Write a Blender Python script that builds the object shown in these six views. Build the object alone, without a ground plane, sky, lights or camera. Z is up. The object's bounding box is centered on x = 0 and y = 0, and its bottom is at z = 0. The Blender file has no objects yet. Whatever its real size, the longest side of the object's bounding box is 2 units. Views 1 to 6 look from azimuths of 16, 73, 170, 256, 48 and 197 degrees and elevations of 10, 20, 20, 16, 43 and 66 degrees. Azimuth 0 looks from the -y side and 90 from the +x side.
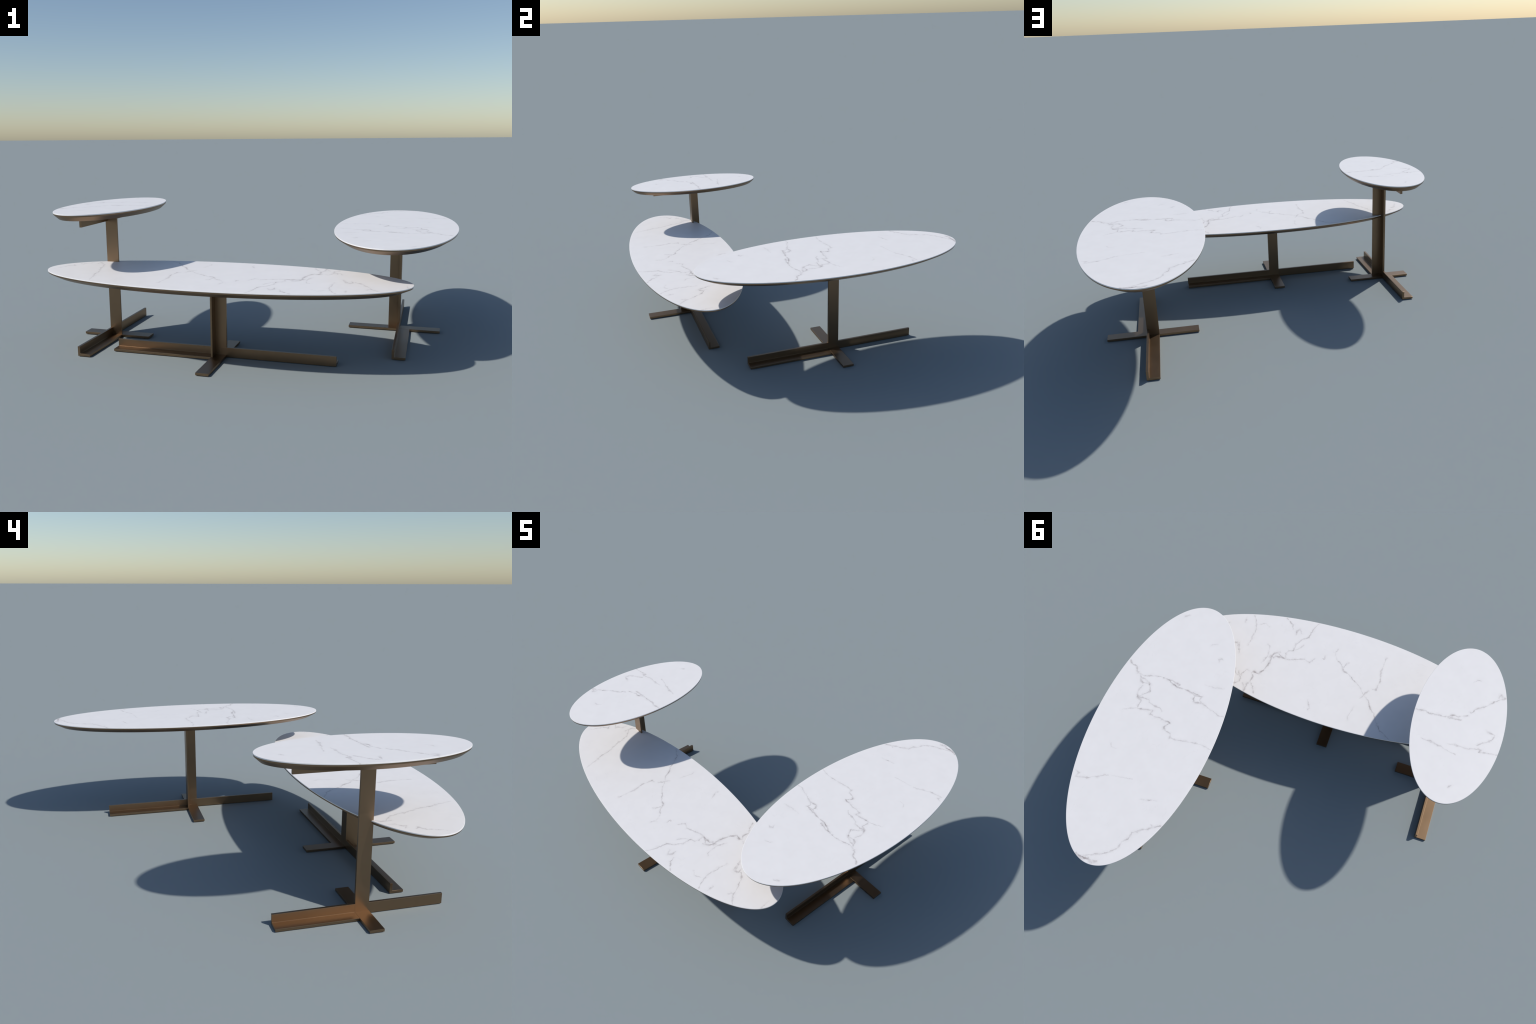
import bpy, bmesh, math
from mathutils import Vector, Matrix

# ------------------------------------------------------------------ helpers
def new_object(name, mesh, parent, material):
    ob = bpy.data.objects.new(name, mesh)
    bpy.context.scene.collection.objects.link(ob)
    ob.parent = parent
    ob.data.materials.append(material)
    return ob


def finish(bm, name, smooth_angle=35.0):
    """Smooth shading, but faces of over 1 square centimetre keep flat normals
    where they meet at a visible angle."""
    bmesh.ops.recalc_face_normals(bm, faces=bm.faces)
    for f in bm.faces:
        f.smooth = True
    lim = math.radians(smooth_angle)
    for e in bm.edges:
        angle = e.calc_face_angle(0.0)
        big = max((f.calc_area() for f in e.link_faces), default=0) > 1e-4
        if len(e.link_faces) != 2 or angle > lim or (big and angle > math.radians(8)):
            e.smooth = False
    me = bpy.data.meshes.new(name)
    bm.to_mesh(me)
    bm.free()
    return me


def prism(outline, z0, z1, bevel, name, axis="z"):
    """Extrude a 2D outline; every convex and concave edge gets a small round."""
    bm = bmesh.new()
    put = {"z": lambda a, b, c: (a, b, c), "y": lambda a, b, c: (a, c, b)}[axis]
    lo = [bm.verts.new(put(a, b, z0)) for a, b in outline]
    hi = [bm.verts.new(put(a, b, z1)) for a, b in outline]
    bm.faces.new(lo)
    bm.faces.new(hi)
    n = len(outline)
    for i in range(n):
        bm.faces.new((lo[i], lo[(i + 1) % n], hi[(i + 1) % n], hi[i]))
    bmesh.ops.recalc_face_normals(bm, faces=bm.faces)
    if bevel:
        bmesh.ops.bevel(bm, geom=list(bm.edges), offset=bevel, segments=2,
                        profile=0.5, affect="EDGES", clamp_overlap=True)
    return finish(bm, name)


def ellipse_ring(a, b, inset, z, n):
    """Ellipse (a along y, b along x). The insets belong to the small top, where
    they run along the normal; the larger tops are that one stretched in plan."""
    a0, b0 = SMALL_TOP
    ring = []
    for i in range(n):
        t = math.tau * i / n
        nx, ny = math.cos(t) / b0, math.sin(t) / a0
        l = math.hypot(nx, ny)
        x, y = b0 * math.cos(t) - inset * nx / l, a0 * math.sin(t) - inset * ny / l
        ring.append((x * b / b0, y * a / a0, z))
    return ring


def ellipse_solid(a, b, profile, name, n=256):
    """profile: list of (inset, z) from the bottom face to the top face."""
    bm = bmesh.new()
    rings = [[bm.verts.new(p) for p in ellipse_ring(a, b, i, z, n)] for i, z in profile]
    for r0, r1 in zip(rings, rings[1:]):
        for k in range(n):
            bm.faces.new((r0[k], r0[(k + 1) % n], r1[(k + 1) % n], r1[k]))
    bm.faces.new(list(reversed(rings[0])))
    bm.faces.new(rings[-1])
    return finish(bm, name, 10.0)


# ------------------------------------------------------------------ materials
class Nodes:
    """Tiny wrapper that makes node graphs readable."""
    def __init__(self, name):
        self.mat = bpy.data.materials.new(name)
        self.mat.use_nodes = True
        self.t = self.mat.node_tree
        self.t.nodes.clear()
        self.out = self.t.nodes.new("ShaderNodeOutputMaterial")
        self.bsdf = self.t.nodes.new("ShaderNodeBsdfPrincipled")
        self.t.links.new(self.bsdf.outputs[0], self.out.inputs[0])

    def node(self, kind, **props):
        n = self.t.nodes.new(kind)
        for k, v in props.items():
            setattr(n, k, v)
        return n

    def link(self, a, b):
        self.t.links.new(a, b)

    def math(self, op, a, b=None, c=None, clamp=False):
        n = self.node("ShaderNodeMath", operation=op, use_clamp=clamp)
        for i, v in enumerate((a, b, c)):
            if v is None:
                continue
            if isinstance(v, (int, float)):
                n.inputs[i].default_value = v
            else:
                self.link(v, n.inputs[i])
        return n.outputs[0]

    def vmath(self, op, a, b=None, scale=None):
        n = self.node("ShaderNodeVectorMath", operation=op)
        for i, v in enumerate((a, b)):
            if v is None:
                continue
            if isinstance(v, (tuple, list, Vector)):
                n.inputs[i].default_value = v
            else:
                self.link(v, n.inputs[i])
        if scale is not None:
            if isinstance(scale, (int, float)):
                n.inputs["Scale"].default_value = scale
            else:
                self.link(scale, n.inputs["Scale"])
        return n

    def noise(self, vec, scale, detail=3.0, rough=0.55):
        n = self.node("ShaderNodeTexNoise")
        n.inputs["Scale"].default_value = scale
        n.inputs["Detail"].default_value = detail
        n.inputs["Roughness"].default_value = rough
        self.link(vec, n.inputs["Vector"])
        return n

    def mix(self, fac, a, b):
        n = self.node("ShaderNodeMix", data_type="RGBA")
        for sock, v in ((n.inputs[0], fac), (n.inputs[6], a), (n.inputs[7], b)):
            if isinstance(v, (int, float)):
                sock.default_value = v
            elif isinstance(v, tuple):
                sock.default_value = (*v, 1.0)
            else:
                self.link(v, sock)
        return n.outputs[2]

    def remap(self, v, a, b, c, d, smooth=False):
        n = self.node("ShaderNodeMapRange", interpolation_type="SMOOTHSTEP" if smooth else "LINEAR")
        for i, x in enumerate((v, a, b, c, d)):
            if isinstance(x, (int, float)):
                n.inputs[i].default_value = x
            else:
                self.link(x, n.inputs[i])
        return n.outputs[0]


def bronze_material():
    m = Nodes("brushed_bronze")
    co = m.node("ShaderNodeTexCoord").outputs["Object"]
    cloud = m.noise(co, 9.0, 3.0).outputs["Fac"]
    m.link(m.mix(cloud, BRONZE_DARK, BRONZE_LIGHT), m.bsdf.inputs["Base Color"])
    m.bsdf.inputs["Metallic"].default_value = 1.0
    m.link(m.remap(cloud, 0.3, 0.7, BRONZE_ROUGH - 0.02, BRONZE_ROUGH + 0.02), m.bsdf.inputs["Roughness"])
    return m.mat


def vein_segment_group():
    """One straight stretch of a vein: strength falls off with the distance from
    the spine, a thin core plus a faint wide halo; keeps the stronger of this
    stretch and what came before."""
    g = bpy.data.node_groups.new("vein_segment", "ShaderNodeTree")
    for name, kind in (("Point", "NodeSocketVector"), ("Start", "NodeSocketVector"),
                       ("Along", "NodeSocketVector"), ("InverseLength", "NodeSocketFloat"),
                       ("Width", "NodeSocketFloat"), ("Strength", "NodeSocketFloat"),
                       ("Change", "NodeSocketFloat"), ("Previous", "NodeSocketFloat")):
        g.interface.new_socket(name, in_out="INPUT", socket_type=kind)
    g.interface.new_socket("Vein", in_out="OUTPUT", socket_type="NodeSocketFloat")
    g.interface.new_socket("Point", in_out="OUTPUT", socket_type="NodeSocketVector")
    n = Nodes.__new__(Nodes)
    n.t = g
    i = n.node("NodeGroupInput").outputs
    rel = n.vmath("SUBTRACT", i["Point"], i["Start"]).outputs[0]
    dot = n.vmath("DOT_PRODUCT", rel, i["Along"]).outputs["Value"]
    h = n.math("MULTIPLY", dot, i["InverseLength"], clamp=True)
    foot = n.vmath("SCALE", i["Along"], scale=h).outputs[0]
    d = n.vmath("DISTANCE", rel, foot).outputs["Value"]
    x = n.math("DIVIDE", d, i["Width"])
    core = n.math("SUBTRACT", 1.0, x, clamp=True)
    halo = n.math("SUBTRACT", 1.0, n.math("MULTIPLY", x, 0.25), clamp=True)
    fall = n.math("MULTIPLY_ADD", n.math("MULTIPLY", halo, halo), 0.28, n.math("MULTIPLY", core, 0.72))
    strength = n.math("MULTIPLY_ADD", h, i["Change"], i["Strength"])
    out = n.node("NodeGroupOutput")
    best = n.math("MAXIMUM", n.math("MULTIPLY", fall, strength), i["Previous"])
    n.link(best, out.inputs[0])
    # hand the point on by way of the result, so that Cycles works through the
    # stretches one after the other and its register stack stays small
    nudge = n.vmath("SCALE", (1e-9, 0.0, 0.0), scale=best).outputs[0]
    n.link(n.vmath("ADD", i["Point"], nudge).outputs[0], out.inputs[1])
    return g


def marble_material(name, veins, segment):
    m = Nodes(name)
    co = m.node("ShaderNodeTexCoord").outputs["Object"]
    flat = m.vmath("MULTIPLY", co, (1.0, 1.0, 0.0)).outputs[0]
    # jitter of the spines: broad wander plus small jags
    wander = m.vmath("SUBTRACT", m.noise(flat, 26.0, 2.0).outputs["Color"], (0.5, 0.5, 0.5)).outputs[0]
    jags = m.vmath("SUBTRACT", m.noise(flat, 95.0, 3.0, 0.65).outputs["Color"], (0.5, 0.5, 0.5)).outputs[0]
    p = m.vmath("ADD", flat, m.vmath("MULTIPLY", wander, (0.016, 0.016, 0.0)).outputs[0]).outputs[0]
    p = m.vmath("ADD", p, m.vmath("MULTIPLY", jags, (0.011, 0.011, 0.0)).outputs[0]).outputs[0]
    # the veins swell and thin out as they go
    swell = m.remap(m.noise(flat, 30.0, 2.0).outputs["Fac"], 0.35, 0.68, 0.55 * VEIN_WIDTH, 2.1 * VEIN_WIDTH)
    widths = {w: m.math("MULTIPLY", swell, w) for w in sorted({w for w, _ in veins})}
    mask = None
    for width, spine in veins:
        for (x0, y0, s0), (x1, y1, s1) in zip(spine, spine[1:]):
            g = m.node("ShaderNodeGroup")
            g.node_tree = segment
            m.link(p, g.inputs["Point"])
            g.inputs["Start"].default_value = (x0, y0, 0.0)
            g.inputs["Along"].default_value = (x1 - x0, y1 - y0, 0.0)
            g.inputs["InverseLength"].default_value = 1.0 / max((x1 - x0) ** 2 + (y1 - y0) ** 2, 1e-9)
            m.link(widths[width], g.inputs["Width"])
            g.inputs["Strength"].default_value = s0
            g.inputs["Change"].default_value = s1 - s0
            if mask is None:
                g.inputs["Previous"].default_value = 0.0
            else:
                m.link(mask, g.inputs["Previous"])
            mask, p = g.outputs[0], g.outputs[1]
    # around strong veins a fine broken net of side cracks
    net = m.node("ShaderNodeTexVoronoi", feature="DISTANCE_TO_EDGE")
    net.inputs["Scale"].default_value = 62.0
    m.link(p, net.inputs["Vector"])
    lace = m.remap(net.outputs["Distance"], 0.0, 0.16, 0.55, 0.0)
    lace = m.math("MULTIPLY", lace, m.remap(mask, 0.07, 0.24, 0.0, 1.0, True))
    mask = m.math("MAXIMUM", mask, lace)
    # the mineral comes and goes along a vein
    patchy = m.remap(m.noise(flat, 38.0, 3.0).outputs["Fac"], 0.36, 0.64, 0.30, 1.15)
    mask = m.math("MULTIPLY", mask, patchy, clamp=True)
    # hair-fine ghost veins and soft clouding everywhere
    n = m.noise(m.vmath("MULTIPLY", p, (2.2, 1.0, 1.0)).outputs[0], 7.0, 5.0, 0.6).outputs["Fac"]
    ghost = m.remap(m.math("ABSOLUTE", m.math("SUBTRACT", n, 0.5)), 0.0, 0.012, 0.055, 0.0)
    ghost = m.math("MULTIPLY", ghost, m.remap(m.noise(flat, 6.0, 2.0).outputs["Fac"], 0.5, 0.62, 0.0, 1.0))
    mask = m.math("MAXIMUM", mask, ghost)
    cloud = m.remap(m.noise(flat, 11.0, 5.0, 0.6).outputs["Fac"], 0.3, 0.7, 0.0, 1.0)
    base = m.mix(cloud, MARBLE_A, MARBLE_B)
    tone = m.mix(m.noise(flat, 60.0, 2.0).outputs["Fac"], VEIN_GREY, VEIN_BROWN)
    m.link(m.mix(m.math("MULTIPLY", mask, VEIN_DEPTH), base, tone), m.bsdf.inputs["Base Color"])
    m.bsdf.inputs["Roughness"].default_value = MARBLE_ROUGH
    m.bsdf.inputs["Specular IOR Level"].default_value = 0.28
    return m.mat


VEIN_WIDTH, VEIN_DEPTH = 0.0036, 0.95
VEIN_GREY, VEIN_BROWN = (0.30, 0.27, 0.28), (0.34, 0.28, 0.26)
MARBLE_ROUGH = 0.45
MARBLE_A, MARBLE_B = (0.838, 0.812, 0.798), (0.868, 0.842, 0.828)
BRONZE_DARK, BRONZE_LIGHT = (0.240, 0.164, 0.102), (0.258, 0.176, 0.111)
BRONZE_ROUGH = 0.38

# ------------------------------------------------------------------ dimensions
T = 0.0120            # thickness of the steel section
LEG = 0.0650          # leg of the L section
PLATE = (-0.0335, -0.0335 + T)   # x range of the standing plate of the rail
RAIL_SHIFT = 0.004    # rail is centred slightly beyond the top's centre
POST_Y = (-0.0370, 0.0257)       # y range of the post and of the cross bar
RAIL_H = 0.0483
SLAB, BAND, CHAMFER_H, CHAMFER_W = 0.0050, 0.0069, 0.0212, 0.0243
SMALL_TOP = (0.4500, 0.2238)
EDGE = 0.0008

# vein spines on each top, in the table's own frame: width factor, then points
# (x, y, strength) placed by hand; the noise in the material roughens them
LOW_VEINS = [
    (1, [(0.305, 0.216, 0.4), (0.248, 0.238, 0.7), (0.202, 0.241, 1), (0.189, 0.246, 0.6), (0.162, 0.274, 0.5), (0.127, 0.300, 0.7), (0.101, 0.296, 0.6), (0.075, 0.298, 1), (0.065, 0.325, 0.5), (0.049, 0.331, 0.5), (0.009, 0.321, 0.7), (0.011, 0.339, 0.8), (0.030, 0.368, 0.8)]),
    (1.3, [(0.043, 0.364, 0.6), (0.029, 0.386, 0.7), (-0.005, 0.404, 1), (-0.046, 0.399, 0.8), (-0.103, 0.413, 0.9), (-0.134, 0.433, 1), (-0.132, 0.464, 0.9)]),
    (1, [(-0.132, 0.464, 0.9), (-0.145, 0.471, 0.7), (-0.157, 0.459, 0.7), (-0.196, 0.457, 0.6), (-0.238, 0.428, 0.6), (-0.260, 0.417, 0.5)]),
    (1.5, [(0.001, 0.402, 0.9), (-0.007, 0.388, 0.9), (0.010, 0.380, 0.7), (0.011, 0.339, 0.8)]),
    (1.6, [(-0.020, 0.401, 0.6), (-0.063, 0.400, 0.6)]),
    (1, [(-0.196, 0.457, 0.6), (-0.221, 0.470, 0.6), (-0.269, 0.472, 0.7), (-0.219, 0.493, 0.4)]),
    (1, [(-0.176, 0.519, 0.3), (-0.129, 0.506, 0.3), (-0.133, 0.482, 0.35)]),
    (1.8, [(0.018, 0.629, 0.6), (0.024, 0.613, 0.5), (-0.043, 0.585, 0.25)]),
    (1.2, [(-0.144, 0.565, 0.5), (-0.177, 0.552, 0.7), (-0.182, 0.535, 0.7), (-0.157, 0.540, 0.6), (-0.193, 0.521, 0.6), (-0.217, 0.515, 0.6), (-0.234, 0.540, 0.6)]),
    (1, [(0.009, 0.321, 0.6), (0.021, 0.276, 0.7), (0.046, 0.217, 0.5), (0.033, 0.188, 0.55), (0.068, 0.165, 0.2)]),
    (1, [(0.081, 0.124, 0.5), (0.080, 0.110, 0.5), (0.105, 0.118, 0.4)]),
    (1, [(0.146, 0.080, 0.3), (0.147, 0.069, 0.35), (0.170, 0.060, 0.3)]),
    (1, [(0.140, 0.064, 0.2), (0.103, 0.045, 0.2), (0.093, 0.029, 0.4), (0.070, 0.001, 0.6), (0.044, -0.016, 1), (0.036, -0.038, 0.3)]),
    (1, [(0.068, -0.008, 0.4), (0.094, -0.014, 0.35), (0.109, -0.025, 0.4)]),
    (1, [(0.035, -0.043, 0.2), (0.008, -0.078, 1), (-0.009, -0.105, 0.2), (-0.032, -0.135, 0.35), (-0.063, -0.157, 0.4)]),
    (1, [(-0.063, -0.157, 0.4), (-0.091, -0.196, 0.5), (-0.136, -0.220, 0.9), (-0.149, -0.232, 0.3), (-0.156, -0.247, 0.8), (-0.209, -0.273, 0.6), (-0.253, -0.305, 0.9), (-0.255, -0.325, 0.5), (-0.286, -0.361, 0.4)]),
    (1, [(-0.092, -0.150, 0.3), (-0.067, -0.162, 0.5), (-0.033, -0.179, 0.4)]),
    (1, [(-0.014, -0.200, 0.35), (-0.010, -0.219, 0.45), (0.040, -0.225, 0.5), (0.110, -0.213, 0.45), (0.212, -0.218, 0.35)]),
    (1, [(-0.248, -0.124, 0.2), (-0.225, -0.118, 0.35), (-0.155, -0.131, 0.1)]),
    (1, [(0.278, 0.401, 0.6), (0.268, 0.388, 0.6), (0.250, 0.358, 0.6), (0.234, 0.357, 0.6), (0.218, 0.346, 0.5)]),
    (1, [(0.189, 0.316, 0.5), (0.208, 0.318, 0.6), (0.231, 0.309, 0.3), (0.204, 0.289, 0.35)]),
    (1, [(0.087, 0.287, 0.3), (0.130, 0.252, 0.3)]),
    (1, [(0.230, 0.588, 0.4), (0.186, 0.560, 0.4), (0.122, 0.547, 0.55), (0.070, 0.550, 0.35), (0.024, 0.554, 0.2)]),
    (1, [(0.176, 0.554, 0.2), (0.200, 0.504, 0.35), (0.188, 0.483, 0.35)]),
    (1, [(0.068, 0.447, 0.3), (0.062, 0.433, 0.25), (-0.006, 0.423, 0.35), (-0.031, 0.432, 0.6), (-0.063, 0.444, 0.15)]),
    (1, [(-0.258, 0.101, 0.4), (-0.249, 0.095, 0.4), (-0.200, 0.122, 0.2)]),
    (1, [(-0.015, 0.626, 0.5), (0.010, 0.634, 0.7), (0.023, 0.618, 0.5), (0.016, 0.601, 0.5), (-0.033, 0.586, 0.3)]),
    (1, [(0.005, 0.645, 0.5), (0.031, 0.681, 0.55), (0.079, 0.710, 0.5), (0.130, 0.734, 0.5), (0.158, 0.769, 0.25)]),
    (1, [(0.138, 0.711, 0.35), (0.120, 0.718, 0.4)]),
    (1.2, [(0.171, 0.627, 0.35), (0.202, 0.627, 0.2)]),
    (1, [(0.066, 0.875, 0.3), (0.008, 0.866, 0.2)]),
    (1, [(0.033, -0.858, 0.4), (-0.003, -0.841, 0.4), (-0.037, -0.830, 0.3), (-0.056, -0.801, 0.45), (-0.076, -0.813, 0.4)]),
    (1, [(-0.109, -0.800, 0.4), (-0.095, -0.771, 0.5), (-0.111, -0.773, 0.7), (-0.132, -0.746, 0.5), (-0.157, -0.745, 0.35)]),
    (1, [(-0.129, -0.708, 0.5), (-0.171, -0.709, 0.5), (-0.191, -0.690, 0.5)]),
    (1, [(-0.150, -0.700, 0.5), (-0.109, -0.657, 0.5), (-0.028, -0.637, 0.6), (0.048, -0.604, 0.5), (0.116, -0.592, 0.65), (0.150, -0.578, 0.35), (0.226, -0.553, 0.3)]),
]
MIDDLE_VEINS = [
    (1, [(-0.282, 0.311, 0.6), (-0.259, 0.293, 0.6), (-0.232, 0.289, 0.8), (-0.224, 0.260, 0.4), (-0.196, 0.248, 0.6), (-0.156, 0.251, 0.5), (-0.099, 0.269, 0.5)]),
    (1, [(-0.171, 0.248, 0.5), (-0.094, 0.271, 0.55), (-0.043, 0.266, 0.7), (-0.017, 0.256, 0.9), (0.017, 0.238, 0.9), (0.042, 0.244, 0.7), (0.088, 0.239, 0.7), (0.123, 0.235, 0.8), (0.159, 0.230, 1)]),
    (1, [(-0.043, 0.266, 0.7), (-0.020, 0.269, 0.8), (0.024, 0.257, 0.7), (0.017, 0.238, 0.6)]),
    (1, [(0.102, 0.235, 0.9), (0.119, 0.223, 0.8), (0.120, 0.201, 0.9), (0.135, 0.188, 0.6), (0.171, 0.195, 0.6), (0.218, 0.180, 0.6), (0.279, 0.156, 0.5), (0.304, 0.159, 0.5)]),
    (1, [(0.171, 0.195, 0.4), (0.156, 0.214, 0.4), (0.159, 0.230, 0.6), (0.119, 0.223, 0.6)]),
    (1, [(-0.196, 0.248, 0.6), (-0.176, 0.213, 0.6), (-0.162, 0.204, 0.7), (-0.135, 0.216, 0.9)]),
    (1, [(-0.191, 0.236, 0.5), (-0.164, 0.231, 0.5), (-0.128, 0.211, 0.8), (-0.108, 0.171, 0.6), (-0.132, 0.143, 0.5), (-0.144, 0.128, 0.5)]),
    (1, [(-0.156, 0.187, 0.3), (-0.168, 0.163, 0.6), (-0.153, 0.119, 0.8), (-0.115, 0.122, 0.6), (-0.094, 0.123, 0.6), (-0.083, 0.109, 0.4), (-0.055, 0.100, 0.4), (-0.025, 0.098, 0.4), (-0.003, 0.081, 0.35)]),
    (1, [(-0.153, 0.119, 0.6), (-0.128, 0.101, 0.6), (-0.132, 0.072, 0.8), (-0.125, 0.059, 0.6), (-0.103, 0.058, 0.7), (-0.049, 0.072, 0.7), (-0.053, 0.047, 0.7), (-0.025, 0.039, 0.7)]),
    (1, [(-0.027, 0.039, 0.7), (0.006, 0.042, 0.5), (0.062, 0.033, 0.9), (0.042, 0.002, 0.7), (0.062, -0.017, 0.5), (0.086, -0.023, 0.5), (0.098, -0.045, 0.5)]),
    (1.3, [(0.019, 0.039, 0.6), (0.058, 0.032, 0.7)]),
    (1, [(0.102, -0.043, 0.5), (0.212, -0.033, 0.35), (0.258, -0.028, 0.35), (0.317, -0.039, 0.35)]),
    (0.9, [(-0.197, 0.025, 0.15), (-0.160, 0.045, 0.4), (-0.126, 0.061, 0.5)]),
    (0.9, [(-0.268, -0.360, 0.15), (-0.244, -0.368, 0.35), (-0.254, -0.393, 0.45), (-0.191, -0.379, 0.55), (-0.152, -0.358, 0.55), (-0.109, -0.332, 0.3)]),
    (0.9, [(-0.089, -0.332, 0.1), (-0.046, -0.325, 0.25), (0.015, -0.312, 0.4)]),
    (1, [(0.242, -0.491, 0.6), (0.210, -0.510, 0.6), (0.162, -0.536, 0.8), (0.127, -0.567, 0.5), (0.119, -0.601, 0.8), (0.101, -0.621, 0.4), (0.090, -0.663, 0.5), (0.068, -0.681, 0.9), (0.035, -0.705, 0.4), (-0.040, -0.740, 0.4), (-0.068, -0.747, 0.5)]),
    (1, [(0.210, -0.510, 0.5), (0.196, -0.499, 0.4)]),
    (1.8, [(-0.075, -0.746, 0.5), (-0.048, -0.750, 0.8), (-0.022, -0.751, 0.9), (0.011, -0.755, 0.7), (0.031, -0.746, 0.4)]),
    (1, [(-0.170, -0.169, 0.15), (-0.163, -0.185, 0.35), (-0.132, -0.190, 0.3)]),
    (1, [(0.092, -0.397, 0.1), (0.121, -0.390, 0.35), (0.170, -0.379, 0.25)]),
    (1, [(-0.121, 0.674, 0.5), (-0.098, 0.692, 0.45)]),
    (1, [(0.093, 0.546, 0.35), (0.115, 0.561, 0.2)]),
    (1, [(0.167, 0.453, 0.25), (0.161, 0.474, 0.35), (0.177, 0.483, 0.35)]),
    (1, [(0.148, 0.305, 0.1), (0.206, 0.304, 0.4), (0.251, 0.314, 0.1)]),
]
TALL_VEINS = [
    (1, [(0.219, 0.004, 0.9), (0.166, -0.007, 0.6), (0.150, 0.004, 0.8), (0.082, -0.003, 0.5), (0.027, -0.029, 0.9), (0.013, -0.026, 0.4), (-0.034, -0.045, 0.8)]),
    (1, [(0.059, -0.006, 0.4), (-0.006, -0.013, 0.45)]),
    (1, [(-0.044, -0.069, 0.7), (-0.058, -0.081, 0.9), (-0.060, -0.096, 0.4), (-0.076, -0.107, 0.7), (-0.122, -0.144, 0.5), (-0.143, -0.168, 0.8), (-0.175, -0.195, 0.6), (-0.194, -0.210, 0.8)]),
    (1, [(-0.160, -0.193, 0.6), (-0.170, -0.221, 0.6), (-0.180, -0.210, 0.4)]),
    (0.9, [(0.156, 0.149, 0.2), (0.107, 0.154, 0.45), (0.053, 0.164, 0.55), (0.027, 0.174, 0.3), (-0.024, 0.180, 0.35)]),
    (1, [(0.023, 0.134, 0.2), (-0.018, 0.132, 0.45), (-0.075, 0.132, 0.4), (-0.123, 0.112, 0.6), (-0.133, 0.117, 0.7), (-0.125, 0.132, 0.7), (-0.157, 0.125, 0.4), (-0.214, 0.117, 0.45)]),
    (1, [(-0.112, 0.098, 0.6), (-0.136, 0.077, 0.5), (-0.163, 0.057, 0.4), (-0.176, 0.041, 0.8), (-0.181, 0.018, 0.4), (-0.142, 0.006, 0.35), (-0.135, -0.005, 0.1)]),
    (1.2, [(-0.019, -0.246, 0.15), (-0.037, -0.264, 0.3), (-0.056, -0.266, 0.2)]),
    (1.2, [(-0.025, 0.359, 0.3), (-0.037, 0.346, 0.4)]),
]

TABLES = [
    # name, label, centre, turn, height, semi-axes, rail half, bar half, bracket half
    dict(name="coffee_table", label="long low oval coffee table, white marble top, bronze base",
         centre=(-0.1006, -0.5736), turn=-90, height=0.411, axes=(0.8994, 0.3200),
         rail=0.5575, bar=0.2455, bracket=0.445, veins=LOW_VEINS),
    dict(name="coffee_table", label="medium oval coffee table, white marble top, bronze base",
         centre=(0.6802, 0.1233), turn=180, height=0.5792, axes=(0.7700, 0.3198),
         rail=0.5050, bar=0.2465, bracket=0.404, veins=MIDDLE_VEINS),
    dict(name="side_table", label="small tall oval side table, white marble top, bronze base",
         centre=(-0.7576, -0.3410), turn=0, height=0.7075, axes=SMALL_TOP,
         rail=0.3790, bar=0.1880, bracket=0.302, veins=TALL_VEINS),
]


def l_outline(x0, y0, leg_x, leg_y, t_x, t_y):
    """L section with its outer corner at (x0, y0); t_x and t_y are the
    thicknesses of the legs that stand on the x and the y side."""
    pts = [(0, 0), (leg_x, 0), (leg_x, t_y), (t_x, t_y), (t_x, leg_y), (0, leg_y)]
    return [(x0 + x, y0 + y) for x, y in pts]


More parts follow.
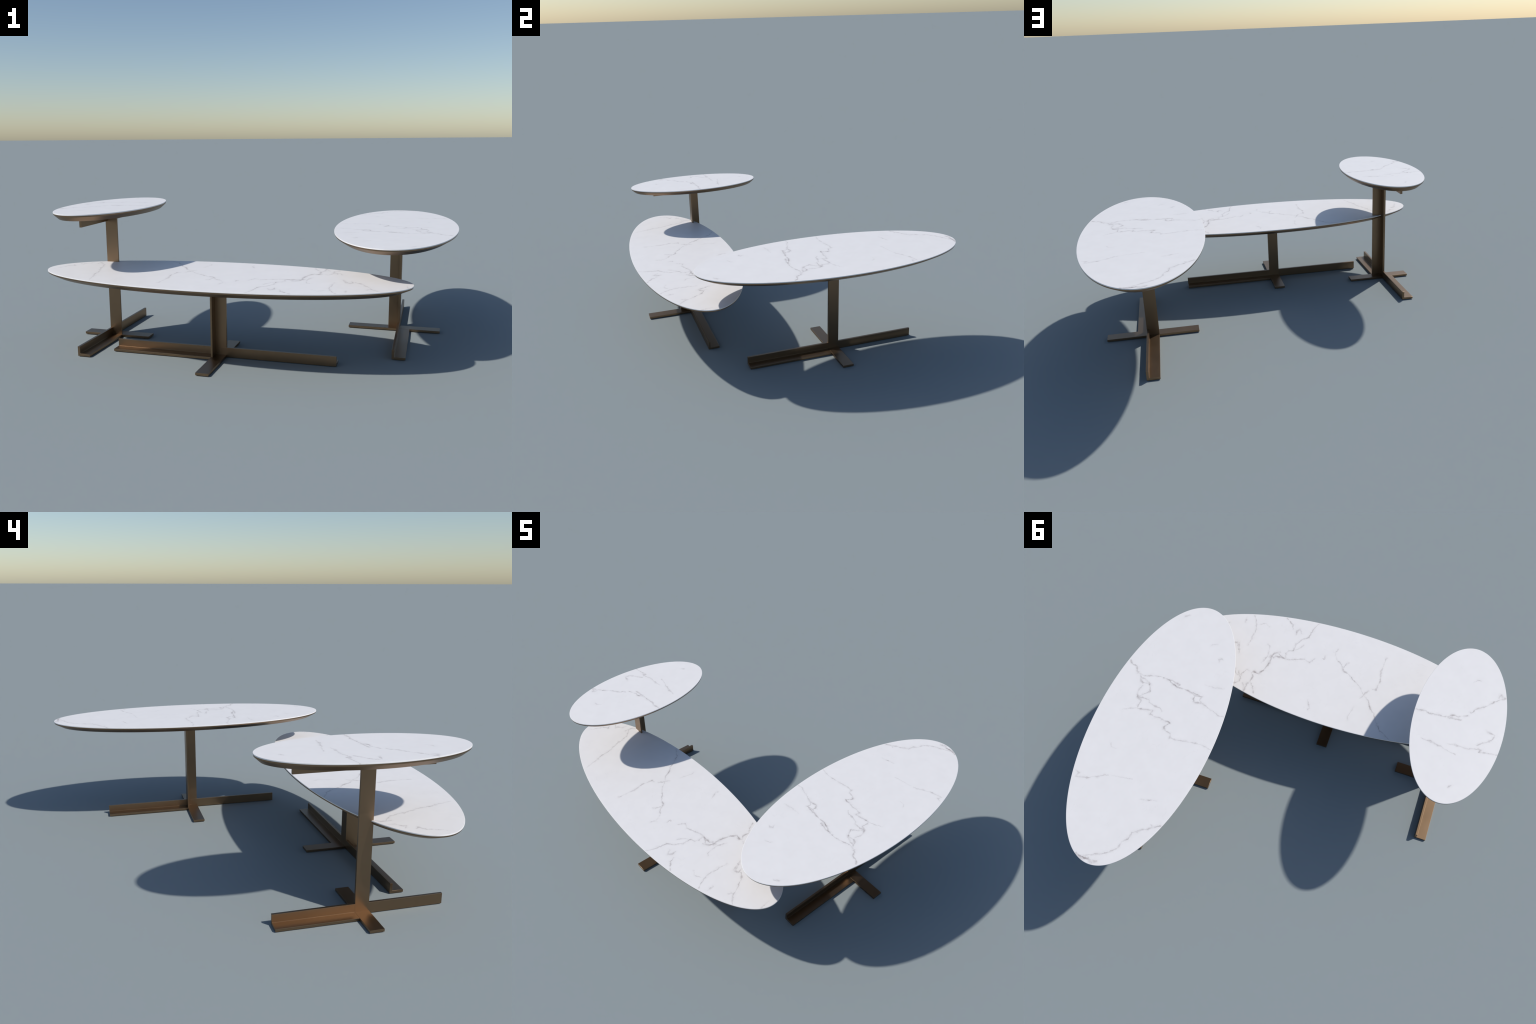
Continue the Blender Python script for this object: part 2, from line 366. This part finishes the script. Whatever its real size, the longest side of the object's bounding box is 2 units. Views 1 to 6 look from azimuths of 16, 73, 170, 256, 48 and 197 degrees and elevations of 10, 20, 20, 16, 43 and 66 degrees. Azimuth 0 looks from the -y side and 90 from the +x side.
def build_table(spec, bronze, segment):
    root = bpy.data.objects.new(spec["name"], None)
    bpy.context.scene.collection.objects.link(root)
    root.location = (*spec["centre"], 0.0)
    root.rotation_euler[2] = math.radians(spec["turn"])
    root.empty_display_size = 0.1
    root["label"] = spec["label"]
    root["category"] = "coffee table" if "coffee" in spec["name"] else "side table"
    a, b = spec["axes"]
    z = spec["height"]
    under = z - SLAB - BAND - CHAMFER_H

    # marble slab with a softened upper arris
    r = 0.0009
    slab = ellipse_solid(a, b, [(0.0006, z - SLAB), (0.0, z - SLAB + 0.0006), (0.0, z - r),
                                (0.3 * r, z - 0.3 * r), (r, z)], "marble_top")
    new_object("marble_top", slab, root, marble_material("white_marble", spec["veins"], segment))

    # bronze tray below it: upright band, then a chamfer running inwards
    zb = z - SLAB - BAND
    tray = ellipse_solid(a, b, [(CHAMFER_W + 0.004, under), (CHAMFER_W, under + 0.0008), (0.0022, zb - 0.0003), (0.0014, zb + 0.0006),
                                (0.0014, z - SLAB - 0.0006), (0.0020, z - SLAB)], "top_tray")
    new_object("top_tray", tray, root, bronze)

    # post: L section
    post = prism(l_outline(PLATE[0] - 0.0002, POST_Y[0], LEG, POST_Y[1] - POST_Y[0], T, 0.0088),
                 T - 0.002, under + 0.004, 0.0005, "post")
    new_object("post", post, root, bronze)

    # rail: two L sections back to back, sharing the standing plate
    y0, y1 = RAIL_SHIFT - spec["rail"], RAIL_SHIFT + spec["rail"]
    mid = (POST_Y[0] + POST_Y[1]) / 2
    near = prism([(PLATE[0], 0.0), (PLATE[0] + LEG, 0.0), (PLATE[0] + LEG, T), (PLATE[1], T),
                  (PLATE[1], RAIL_H), (PLATE[0], RAIL_H)], y0, mid, EDGE, "foot_rail", "y")
    far = prism([(PLATE[1], 0.0), (PLATE[1] - LEG, 0.0), (PLATE[1] - LEG, T), (PLATE[0], T),
                 (PLATE[0], RAIL_H), (PLATE[1], RAIL_H)], mid, y1, EDGE, "foot_rail", "y")
    new_object("foot_rail", near, root, bronze)
    new_object("foot_rail", far, root, bronze)

    # flat cross bar, a hair proud of the rail flanges
    h = spec["bar"]
    bar = prism([(-h, POST_Y[0]), (h, POST_Y[0]), (h, POST_Y[1]), (-h, POST_Y[1])],
                0.0003, T + 0.0003, 0.0006, "cross_bar")
    new_object("cross_bar", bar, root, bronze)

    # bracket rail under the top, same section turned over
    hb = spec["bracket"]
    y0, y1 = RAIL_SHIFT + 0.0015 - hb, RAIL_SHIFT + 0.0015 + hb
    zf = z - 0.0803
    fin = prism([(PLATE[0], zf), (PLATE[1], zf), (PLATE[1], under + 0.005), (PLATE[0], under + 0.005)],
                y0, y1, EDGE, "support_rail", "y")
    new_object("support_rail", fin, root, bronze)
    return root


bronze = bronze_material()
segment = vein_segment_group()
for spec in TABLES:
    build_table(spec, bronze, segment)
